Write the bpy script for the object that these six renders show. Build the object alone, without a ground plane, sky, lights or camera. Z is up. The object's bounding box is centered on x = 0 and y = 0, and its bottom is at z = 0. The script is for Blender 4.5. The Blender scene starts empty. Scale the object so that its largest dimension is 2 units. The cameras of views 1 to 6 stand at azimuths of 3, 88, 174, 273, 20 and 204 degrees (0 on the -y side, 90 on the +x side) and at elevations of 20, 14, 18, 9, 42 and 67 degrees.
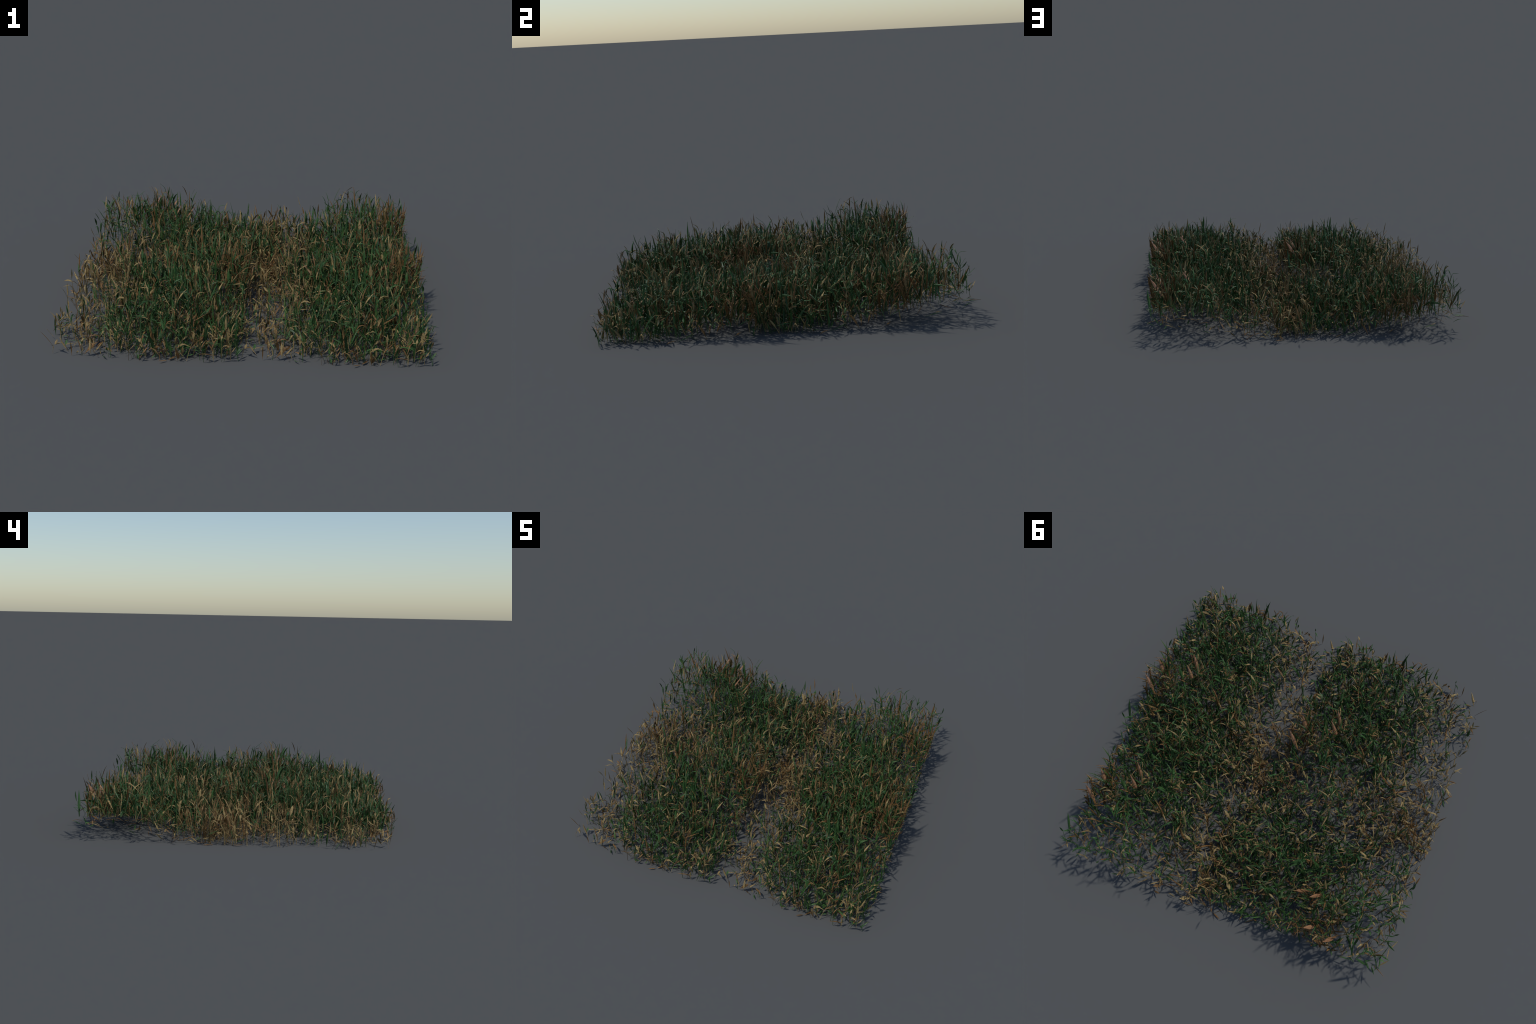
# A patch of rough meadow grass: one turf section (green blades, dry blades, dead
# brown blades, seed stalks, fallen leaflets) laid four times, one of them turned.
import bpy, math
import numpy as np
from mathutils import Vector

rng = np.random.default_rng(20240611)
U, R, N = rng.uniform, rng.random, rng.normal

# ------------------------------------------------------------------ materials
def lin(h):
    c = [int(h[i:i + 2], 16) / 255 for i in (0, 2, 4)]
    return tuple(x / 12.92 if x <= .04045 else ((x + .055) / 1.055) ** 2.4 for x in c) + (1,)


def leaf_material(name, shades, patch, patch_amount, grain_scale, grain_depth, rough, spec, glow):
    """shades: colours spread over the separate leaves; patch: colour of blotches;
    grain: fine darker specks; glow: share of light let through."""
    m = bpy.data.materials.new(name)
    m.use_nodes = True
    nt = m.node_tree
    nd, lk = nt.nodes, nt.links
    nd.clear()
    out = nd.new("ShaderNodeOutputMaterial")
    bs = nd.new("ShaderNodeBsdfPrincipled")
    geo = nd.new("ShaderNodeNewGeometry")
    info = nd.new("ShaderNodeObjectInfo")
    tc = nd.new("ShaderNodeTexCoord")
    # a random value per leaf
    add = nd.new("ShaderNodeMath"); add.operation = "ADD"
    lk.new(geo.outputs["Random Per Island"], add.inputs[0])
    lk.new(info.outputs["Random"], add.inputs[1])
    fr = nd.new("ShaderNodeMath"); fr.operation = "FRACT"
    lk.new(add.outputs[0], fr.inputs[0])
    ramp = nd.new("ShaderNodeValToRGB")
    el = ramp.color_ramp.elements
    for i, c in enumerate(shades):
        p = i / (len(shades) - 1)
        e = el[0] if i == 0 else (el[1] if i == len(shades) - 1 else el.new(p))
        e.position = p
    for i, c in enumerate(shades):
        ramp.color_ramp.elements[i].color = lin(c)
    lk.new(fr.outputs[0], ramp.inputs[0])
    # blotches
    n1 = nd.new("ShaderNodeTexNoise")
    n1.inputs["Scale"].default_value = 26
    n1.inputs["Detail"].default_value = 3
    lk.new(tc.outputs["Object"], n1.inputs["Vector"])
    r1 = nd.new("ShaderNodeMapRange")
    r1.inputs["From Min"].default_value = .56
    r1.inputs["From Max"].default_value = .70
    r1.inputs["To Max"].default_value = patch_amount
    lk.new(n1.outputs[0], r1.inputs["Value"])
    mx = nd.new("ShaderNodeMix"); mx.data_type = "RGBA"
    lk.new(r1.outputs[0], mx.inputs["Factor"])
    lk.new(ramp.outputs[0], mx.inputs["A"])
    mx.inputs["B"].default_value = lin(patch)
    # fine grain
    n2 = nd.new("ShaderNodeTexNoise")
    n2.inputs["Scale"].default_value = grain_scale
    n2.inputs["Detail"].default_value = 2
    lk.new(tc.outputs["Object"], n2.inputs["Vector"])
    r2 = nd.new("ShaderNodeMapRange")
    r2.inputs["From Min"].default_value = .38
    r2.inputs["From Max"].default_value = .56
    r2.inputs["To Min"].default_value = 1 - grain_depth
    r2.inputs["To Max"].default_value = 1.0
    lk.new(n2.outputs[0], r2.inputs["Value"])
    hs = nd.new("ShaderNodeMix"); hs.data_type = "RGBA"; hs.blend_type = "MULTIPLY"
    hs.inputs["Factor"].default_value = 1
    lk.new(mx.outputs["Result"], hs.inputs["A"])
    lk.new(r2.outputs[0], hs.inputs["B"])
    lk.new(hs.outputs["Result"], bs.inputs["Base Color"])
    bs.inputs["Roughness"].default_value = rough
    bs.inputs["Specular IOR Level"].default_value = spec
    bump = nd.new("ShaderNodeBump")
    bump.inputs["Strength"].default_value = .35
    bump.inputs["Distance"].default_value = .002
    lk.new(n2.outputs[0], bump.inputs["Height"])
    lk.new(bump.outputs[0], bs.inputs["Normal"])
    if glow:
        tr = nd.new("ShaderNodeBsdfTranslucent")
        lk.new(hs.outputs["Result"], tr.inputs["Color"])
        ms = nd.new("ShaderNodeMixShader")
        ms.inputs[0].default_value = glow
        lk.new(bs.outputs[0], ms.inputs[1])
        lk.new(tr.outputs[0], ms.inputs[2])
        lk.new(ms.outputs[0], out.inputs[0])
    else:
        lk.new(bs.outputs[0], out.inputs[0])
    return m


MAT = {
    "green": leaf_material("green_blade", ["294222", "3b5d2e", "567a45", "2f4826", "6f8e5a", "416132", "4e703c"], "80784a", .35, 160, .25, .48, .26, .0),
    "dry": leaf_material("dry_straw", ["84704a", "a68f60", "735f3e", "bba373", "927c50"], "6c5a37", .5, 420, .5, .7, .2, .0),
    "brown": leaf_material("dead_brown_blade", ["644a2a", "82613a", "503c24", "946e46", "6e5130"], "453018", .5, 200, .3, .55, .25, .0),
    "pink": leaf_material("bleached_leaf", ["8e6647", "9c7453", "84593d"], "6e4628", .5, 220, .25, .42, .5, .0),
}

# ------------------------------------------------------------------ one leaf
PROFILE = {  # half width along the leaf, 0..1 of the greatest half width
    "blade": ([0, .12, .35, .6, .82, 1], [.16, .30, .85, 1, .55, .02]),
    "leaf": ([0, .18, .4, .6, .82, 1], [.10, .25, .9, 1, .6, .02]),
    "stem": ([0, 1], [1, .6]),
    "spear": ([0, .08, .3, .6, .82, 1], [.3, .6, 1, .85, .5, .02]),
    "oval": ([0, .2, .5, .75, 1], [.12, .7, 1, .7, .05]),
    "straw": ([0, .3, .5, .7, .85, 1], [.22, .35, .85, 1, .7, .05]),
}


def ribbon(root, length, width, azim, lean, bend, twist, fold, kind, seg, ragged=0., wob=0., kink=None):
    """A closed thin folded strip. Returns verts and quad faces."""
    xs, ws = PROFILE[kind]
    t = np.linspace(0, 1, seg + 1)
    w = np.interp(t, xs, ws) * width * .5
    if ragged:
        w = w * (1 + ragged * (R(seg + 1) - .5) * 2)
        w[-1] = .0006
    ang = lean + bend * t ** 1.6
    if kink:
        ang = ang + kink[1] / (1 + np.exp(-(t - kink[0]) * 26))
    az = azim + wob * np.sin(t * 5 + U(0, 6))
    d = np.stack([np.sin(ang) * np.cos(az), np.sin(ang) * np.sin(az), np.cos(ang)], 1)
    p = np.zeros((seg + 1, 3))
    p[1:] = np.cumsum((d[1:] + d[:-1]) * .5, 0) * (length / seg)
    p += root
    up = np.array([-np.sin(azim), np.cos(azim), 0.])
    side = up - d * (d @ up)[:, None]
    side /= np.linalg.norm(side, axis=1)[:, None]
    nrm = np.cross(side, d)
    a = twist * t + U(-.5, .5) * abs(twist)
    ca, sa = np.cos(a)[:, None], np.sin(a)[:, None]
    side, nrm = side * ca + nrm * sa, nrm * ca - side * sa
    th = .0007
    W = w[:, None]
    l = p - side * W + nrm * W * fold
    r = p + side * W + nrm * W * fold
    top = p + nrm * th
    bot = p - nrm * th
    v = np.stack([l, top, r, bot], 1).reshape(-1, 3)
    f = []
    for i in range(seg):
        for j in range(4):
            k = (j + 1) % 4
            f.append((4 * i + j, 4 * i + k, 4 * i + 4 + k, 4 * i + 4 + j))
    f.append((3, 2, 1, 0))
    n = 4 * seg
    f.append((n, n + 1, n + 2, n + 3))
    return v, f


# ------------------------------------------------------------------ the section
HX, HY = .495, .575            # half sizes of one turf section


def step(a, b, x):
    t = min(max((x - a) / (b - a), 0), 1)
    return t * t * (3 - 2 * t)


def ground(x, y):
    """The soil under a section lifts towards its right-hand back corner."""
    return .140 * step(-.19, .24, x) * (max(0, min(1, (y + .32) / .88))) ** 1.2


def density(x, y):
    """Thick heart on the right, thinning to the left edge, the front-left corner and the back."""
    edge = -.02 + .07 * math.sin(9 * y + 1)          # the heart's wavering outline
    core = step(-.42 + edge, .02 + edge, x) * (1 - .84 * step(.06, .54, y + .04 * math.sin(11 * x))) * (.66 + .34 * step(-.58, -.42, y))
    base = .08 + .18 * step(-.50, -.08, y) + .07 * step(-.05, .25, y) * (1 - step(-.45, -.15, x))
    return base + (1 - base) * core


def height(x, y):
    """How tall the growth gets."""
    left = .165 + .080 * step(-.50, .12, y)
    h = left + (.257 - left) * step(-.40, -.05, x)
    h *= (.70 + .30 * step(-.57, -.30, y)) * (1 - (.04 + .24 * step(.10, .46, x)) * step(.25, .54, y))
    h *= 1 - .30 * step(.28, .52, x) * (1 - step(-.15, .1, y))
    return h * (.80 + .20 * step(.12, .55, density(x, y))) * (1 + .10 * math.sin(13 * x + 2) * math.sin(12 * y))


def shares(x, y):
    """green, dry straw, dead brown"""
    left = 1 - step(-.38, -.02, x)
    rim = 1 - step(-.57, -.42, y)
    hot = math.exp(-((x - .42) ** 2 / .03 + (y - .15) ** 2 / .05))
    back = step(.2, .5, y)
    g = .70 - .45 * left - .28 * rim - .20 * hot - .16 * back
    d = .19 + .43 * left + .20 * rim - .05 * hot + .04 * back
    return g, d, 1 - g - d


leaves = []                   # (size, kind, verts, faces)


def put(kind, shape, root, length, width, azim, lean, bend, twist=0., fold=.3, seg=6, **kw):
    v, f = ribbon(np.array(root, float), length, width, azim, lean, bend, twist, fold, shape, seg, **kw)
    leaves.append((length * width, kind, v, f))


def scatter(count, fn):
    n = 0
    while n < count:
        x, y = U(-HX, HX), U(-HY, HY)
        if R() < density(x, y):
            fn(x, y)
            n += 1


def girth(a, b):
    """leaf width; one leaf in nine is much broader"""
    return U(b, b * 1.5) if R() < .08 else U(a, b) * .88


def basal(x, y, kind=None):
    """one blade that rises straight from the soil"""
    g, d, b = shares(x, y)
    k = R()
    H, z = height(x, y), ground(x, y)
    az = U(0, 2 * math.pi)
    if k < g:
        L = H * min(1.15, .36 + .68 * R() + .06 * N())
        kink = (U(.45, .75), U(.5, 1.5)) if R() < .2 else None
        put("green", "blade", (x, y, z), L, girth(.0062, .0125), az, abs(N(.08, .30)), U(-.15, .85), N(0, .6), U(.15, .5), 6, kink=kink)
    elif k < g + d:
        if R() < .6:       # ragged straw and seed heads
            L = H * U(.4, .95) * (.78 if R() < density(x, y) else 1)
            put("dry", "straw", (x, y, z), L, girth(.0055, .0105), az, abs(N(.08, .28)), U(-.2, .8), N(0, 1.2), U(.1, .8), 9, ragged=.6, wob=.25)
        else:
            L = H * U(.3, .75)
            kink = (U(.4, .7), U(.5, 1.8)) if R() < .4 else None
            put("dry", "leaf", (x, y, z), L, girth(.0065, .012), az, abs(N(.2, .3)), U(-.2, 1.0), N(0, .9), U(.1, .7), 7, ragged=.25, kink=kink)
    else:
        L = H * U(.5, 1.08)
        kink = (U(.5, .8), U(.6, 1.8)) if R() < .25 else None
        put("brown", "blade", (x, y, z), L, girth(.005, .0105), az, abs(N(.08, .28)), U(-.1, .8), N(0, .7), U(.2, .7), 6, kink=kink)


def leafy(x, y):
    """a thin stem with short leaves set along it, as couch grass has"""
    g, d, b = shares(x, y)
    k = R()
    kind = "green" if k < g else "dry" if k < g + d else "brown"
    H, z = height(x, y), ground(x, y)
    top = H * U(.35, .82)
    az, lean, bend = U(0, 2 * math.pi), abs(N(0, .24)), U(-.1, .45)
    put(kind if R() < .85 else "dry", "stem", (x, y, z), top, .0032, az, lean, bend, 0, .1, 4)
    a = U(0, 2 * math.pi)
    n = 2 + int(R() * 2.6)
    for i in range(n):
        t = 1 if i == n - 1 else U(.25, .95)
        h = top * t
        an = lean + bend * t * .5
        p = (x + h * math.sin(an) * math.cos(az), y + h * math.sin(an) * math.sin(az), z + h * math.cos(an))
        a += 2.4 + N(0, .5)
        kk = kind if R() < .93 else ("dry" if R() < .6 else "brown")
        L = H * U(.20, .48)
        ln = abs(N(.15, .2)) if i == n - 1 else U(.25, 1.25)
        kink = (U(.35, .7), U(.5, 1.6)) if R() < .3 else None
        W = girth(.0065, .0125) if kk != "brown" else girth(.0055, .0105)
        put(kk, "leaf" if kk != "green" else "spear", p, L, W, a, ln, U(-.3, .9), N(0, .7), U(.1, .6), 5,
            ragged=.3 if kk == "dry" else .08, kink=kink)


def litter(x, y):
    """fallen and half-fallen leaflets close to the soil"""
    g, d, b = shares(x, y)
    k = R()
    kind = "green" if k < g else "dry" if k < g + d else "brown"
    put(kind, "oval" if R() < .35 else "leaf", (x, y, ground(x, y) + U(.002, .05)), U(.022, .065), U(.007, .015),
        U(0, 2 * math.pi), U(.4, 1.5), U(-.4, .9), N(0, .6), U(.1, .6), 4, ragged=.15)


MEAN = np.mean([density(x, y) for x in np.linspace(-HX, HX, 40) for y in np.linspace(-HY, HY, 40)]) * 4 * HX * HY
scatter(int(1230 * MEAN), basal)
scatter(int(830 * MEAN), leafy)
scatter(int(1000 * MEAN), litter)

# broad bleached leaves that stand out on the right-hand side
for (x, y, zt, L, W, az) in [(.500, .245, .255, .15, .023, -.6), (.470, .120, .250, .15, .023, -.8),
                             (.300, .083, .245, .16, .021, -.7), (.296, -.004, .240, .14, .020, -.9)]:
    lean = .65
    put("pink", "leaf", (x - L * .68 * math.cos(az), y - L * .68 * math.sin(az), zt + .02 - L * .70), L, W, az, lean, .25, .3, .35, 8)
# tall dead spikes along the right-hand edge
for i in range(16):
    x, y = U(.36, .50), U(.10, .50)
    put("brown", "blade", (x, y, ground(x, y)), U(.15, .225), U(.006, .011), U(0, 6.28), U(.05, .35), U(0, .45), N(0, .4), .5, 8)
for (x, y, L, az, le) in [(.485, .215, .28, 1.2, .25), (.21, .45, .26, 1.8, .12), (.43, .50, .18, 1.5, .3)]:
    put("brown", "blade", (x, y, ground(x, y)), L, .012, az, le, .35, .2, .6, 8)
# low splayed leaves hanging over the back and right rims
for i in range(70):
    x, y = (U(-.45, .5), U(.50, .595)) if R() < .7 else (U(.44, .505), U(-.3, .56))
    k = R()
    put("green" if k < .35 else "dry" if k < .65 else "brown", "leaf", (x, y, max(0, ground(x, y) - U(0, .07))), U(.05, .11), girth(.006, .011),
        U(0, 6.28), U(.5, 1.5), U(-.2, .8), N(0, .6), U(.1, .6), 5, ragged=.15)
# broad curled leaves along the front rim
for i in range(22):
    x, y = U(-.48, .48), U(-.56, -.44)
    kind = "dry" if R() < .6 else "brown"
    put(kind, "leaf", (x, y, U(.0, .03)), U(.06, .11), U(.011, .018), U(0, 6.28), U(.1, .9), U(-.3, .9), N(0, .8), U(.2, .7), 7, ragged=.2)

# keep every leaf above the lowest soil and inside the section's reach
for i, (s, k, v, f) in enumerate(leaves):
    v[:, 2] = np.maximum(v[:, 2], .0)
    for ax, low, top in ((0, -.517, .515), (1, -.597, .615)):
        over = max(0, v[:, ax].max() - top) + min(0, v[:, ax].min() - low)
        v[:, ax] -= over


# ------------------------------------------------------------------ objects
def mesh_of(name, items, mats):
    vs, fs, mi, o = [], [], [], 0
    for (s, k, v, f) in items:
        vs.append(v)
        fs += [tuple(i + o for i in q) for q in f]
        mi += [mats.index(k)] * len(f)
        o += len(v)
    me = bpy.data.meshes.new(name)
    me.from_pydata(np.concatenate(vs).tolist(), [], fs)
    for k in mats:
        me.materials.append(MAT[k])
    me.polygons.foreach_set("material_index", mi)
    me.update()
    return me


PART = {"green": "green_blade", "dry": "dry_leaf", "brown": "brown_blade", "pink": "bleached_leaf"}
NAMED = 70                    # named leaves of each kind in one section
single, rest = [], {k: [] for k in PART}
for k in PART:
    mine = sorted((l for l in leaves if l[1] == k), key=lambda l: -l[0])
    single += mine[:NAMED]
    rest[k] = mine[NAMED:]
STUFF = {"green": "green_grass", "dry": "dry_grass", "brown": "brown_grass"}
stuff = {k: mesh_of(n, rest[k], [k]) for k, n in STUFF.items()}
solo = []
for l in single:
    c = l[2][:2].mean(0)
    solo.append((PART[l[1]], mesh_of(PART[l[1]], [(l[0], l[1], l[2] - c, l[3])], [l[1]]), Vector(c.tolist())))


def link(name, data, parent, loc=(0, 0, 0), rot=0.):
    o = bpy.data.objects.new(name, data)
    bpy.context.scene.collection.objects.link(o)
    o.parent = parent
    o.location = loc
    o.rotation_euler = (0, 0, rot)
    return o


patch = link("grass_patch", None, None)
patch["label"] = "square patch of rough green, straw-coloured and brown meadow grass"
patch["category"] = "grass patch"
for (x, y, rot) in [(-.473, -.405, 0), (.475, -.400, 0), (.457, .380, 0), (-.390, .415, math.pi / 2)]:
    sec = link("turf_section", None, patch, (x, y, 0), rot)
    for k, n in STUFF.items():
        o = link(n, stuff[k], sec)
        o["kind"] = "stuff"
    for n, me, loc in solo:
        link(n, me, sec, loc)
